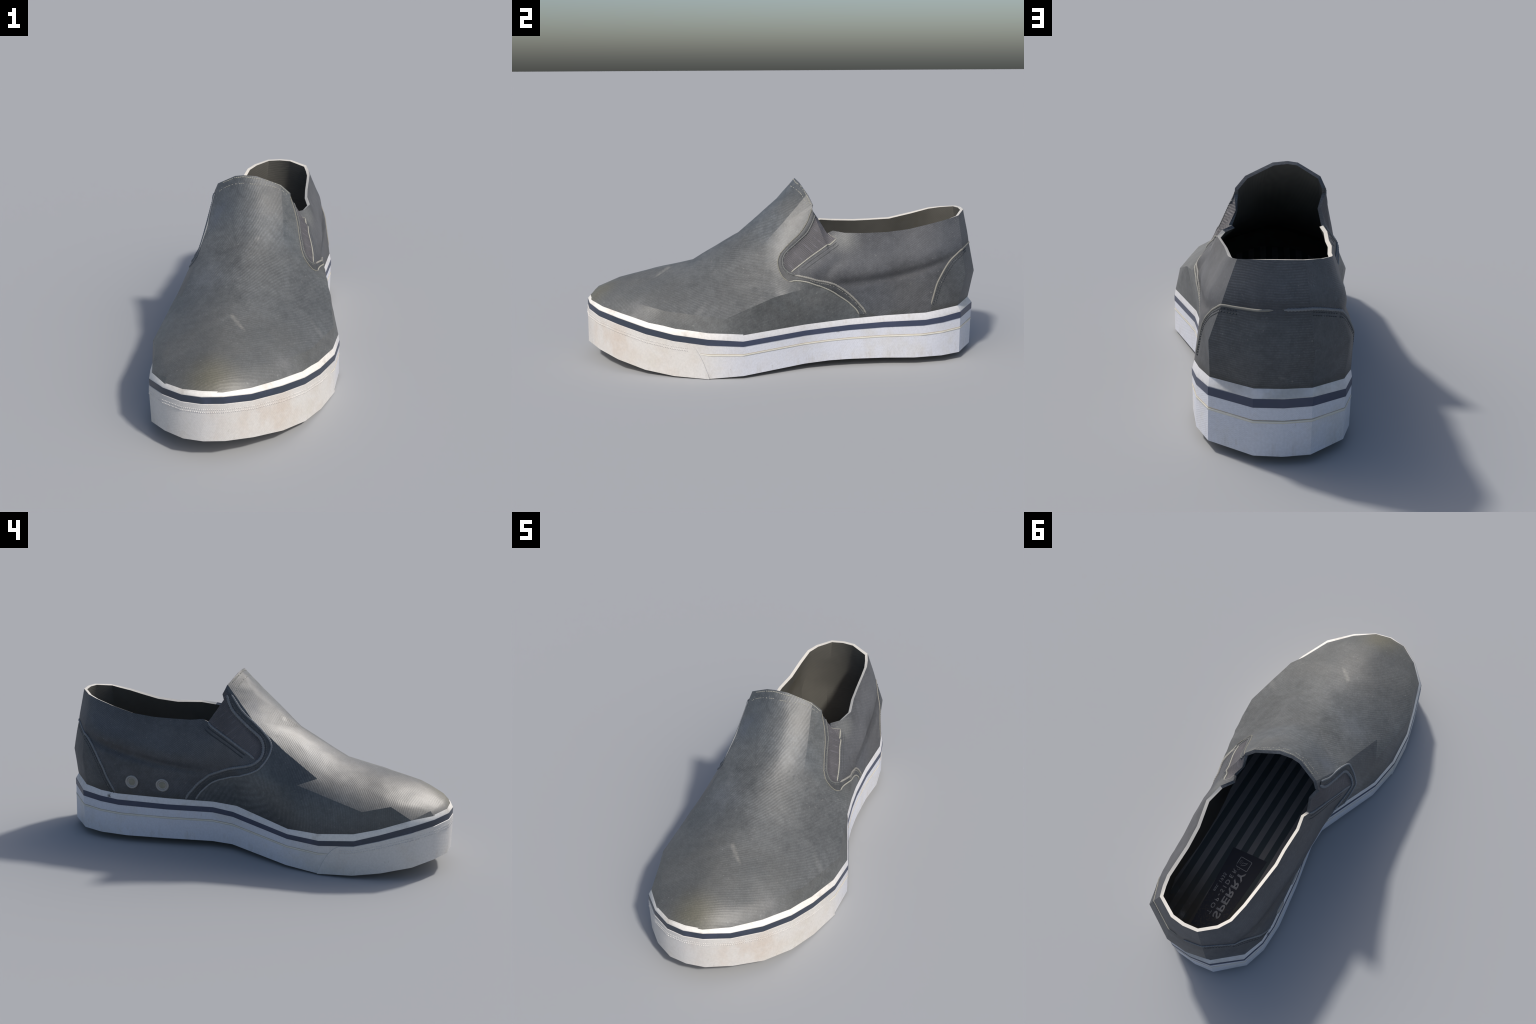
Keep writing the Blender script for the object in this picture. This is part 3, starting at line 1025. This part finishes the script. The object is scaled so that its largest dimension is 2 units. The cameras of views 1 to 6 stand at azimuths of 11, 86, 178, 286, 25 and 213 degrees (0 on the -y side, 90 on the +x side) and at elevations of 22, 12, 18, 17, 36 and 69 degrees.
# the raised line round the rest of the wall, with a thin brown line above it
line = along_wall(4, .76, k - 7, .30, .012)
fr = lambda s: .600
make('welt_line', *tube([(a.lerp(b, .590) + o * .0002, o) for a, b, o in line], .0046, flat=.32), WELTLINE, sole)
make('brown_line', *tube([(a.lerp(b, .618) + o * .0002, o) for a, b, o in line], .0013, flat=.8), BROWNLINE, sole)

# ------------------------------------------------------- print on the insole
def on_floor(x, y, lift):
    hit = floor.ray_cast(Vector((x, y, 1)), Vector((0, 0, -1)))
    return Vector((x, y, (hit[0].z if hit[0] else .152) + lift))

def slab(corners, lift, thick):
    """thin printed patch: grid between four corners, laid on the insole"""
    a, b, c, d = [Vector((*q, 0)) for q in corners]
    m = 10
    pts, faces = [], []
    for h in (lift, lift + thick):
        for i in range(m + 1):
            for j in range(m + 1):
                q = a.lerp(b, i / m).lerp(d.lerp(c, i / m), j / m)
                pts.append(on_floor(q.x, q.y, h))
    w = m + 1
    for i in range(m):
        for j in range(m):
            o_ = i * w + j
            faces.append([o_ + w * w, o_ + w * w + 1, o_ + w * w + w + 1, o_ + w * w + w])
    edge = [i * w for i in range(w)] + [m * w + j for j in range(1, w)] + [i * w + m for i in range(m - 1, -1, -1)] + [j for j in range(m - 1, 0, -1)]
    for a_, b_ in zip(edge, edge[1:] + edge[:1]):
        faces.append([a_, b_, b_ + w * w, a_ + w * w])
    return pts, faces

label = make('insole_label', *slab([(.075, .405), (-.112, .385), (-.085, .835), (.050, .845)], .0008, .001), LABEL, insole, smooth=False)


def lettering(text, x, y0, y1, cap, bold=0.0, rot=0.0):
    """mirrored print: reads from the heel (y0) towards the toe (y1), letters upright towards -x"""
    cu = bpy.data.curves.new('lettering', 'FONT')
    cu.body = text; cu.size = 1; cu.extrude = 0.0; cu.offset = bold; cu.resolution_u = 3
    tmp = bpy.data.objects.new('lettering', cu)
    bpy.context.scene.collection.objects.link(tmp)
    bpy.context.view_layer.update()
    me = bpy.data.meshes.new_from_object(tmp.evaluated_get(bpy.context.evaluated_depsgraph_get()))
    bpy.data.objects.remove(tmp); bpy.data.curves.remove(cu)
    us = [v.co.x for v in me.vertices]; vs = [v.co.y for v in me.vertices]
    u0, u1, v0, v1 = min(us), max(us), min(vs), max(vs)
    for v in me.vertices:
        yy = y0 + (v.co.x - u0) / (u1 - u0) * (y1 - y0)
        xx = x + cap / 2 - (v.co.y - v0) / (v1 - v0) * cap
        v.co = on_floor(xx, yy, .0032)
    bm = bmesh.new(); bm.from_mesh(me)
    bmesh.ops.solidify(bm, geom=bm.faces[:], thickness=.0008)
    bm.to_mesh(me); bm.free()
    me.materials.clear(); me.materials.append(PRINT)
    ob = bpy.data.objects.new('lettering', me)
    bpy.context.scene.collection.objects.link(ob)
    ob.parent = label
    return ob

lettering('SPERRY', -.037, .762, .490, .037, .022)
lettering('T O P - S I D E R', .004, .760, .498, .021, .012)
lettering('est. 1935', .037, .648, .541, .017)


def stroke(pts2, r, closed=False):
    c = [Vector((x, y, 0)) for x, y in pts2]
    d = spline(c, .003)
    path = [(on_floor(p.x, p.y, .0028), Vector((0, 0, 1))) for p in d]
    return tube(path, r, 6, .4)

# emblem: a rounded square frame with a small sail and two ripples
cx, cy, hw, hh, rr = -.018, .455, .032, .027, .006
frame = []
for sx, sy, a0 in ((1, 1, 0), (-1, 1, 90), (-1, -1, 180), (1, -1, 270)):
    for q in range(0, 91, 30):
        th = math.radians(a0 + q)
        frame.append((cx + sx * (hw - rr) + rr * math.cos(th), cy + sy * (hh - rr) + rr * math.sin(th)))
frame.append(frame[0])
marks = [stroke(frame, .0017),
         stroke([(-.033, .441), (-.027, .455), (-.014, .466), (-.003, .470)], .0012),
         stroke([(-.033, .441), (-.022, .449), (-.012, .451), (-.008, .458), (-.010, .466)], .0012),
         stroke([(-.008, .447), (-.002, .450), (.000, .458), (-.001, .467)], .0010),
         stroke([(-.003, .442), (.004, .446), (.006, .455), (.005, .464)], .0010)]
make('emblem', *merge(marks), PRINT, label)
ringm = [(-.0285 + .0065 * math.cos(math.radians(a)), .4920 - .008 + .0065 * math.sin(math.radians(a))) for a in range(0, 361, 30)]
make('emblem', *stroke([(x + .022, y + .004) for x, y in ringm], .0009), PRINT, label)
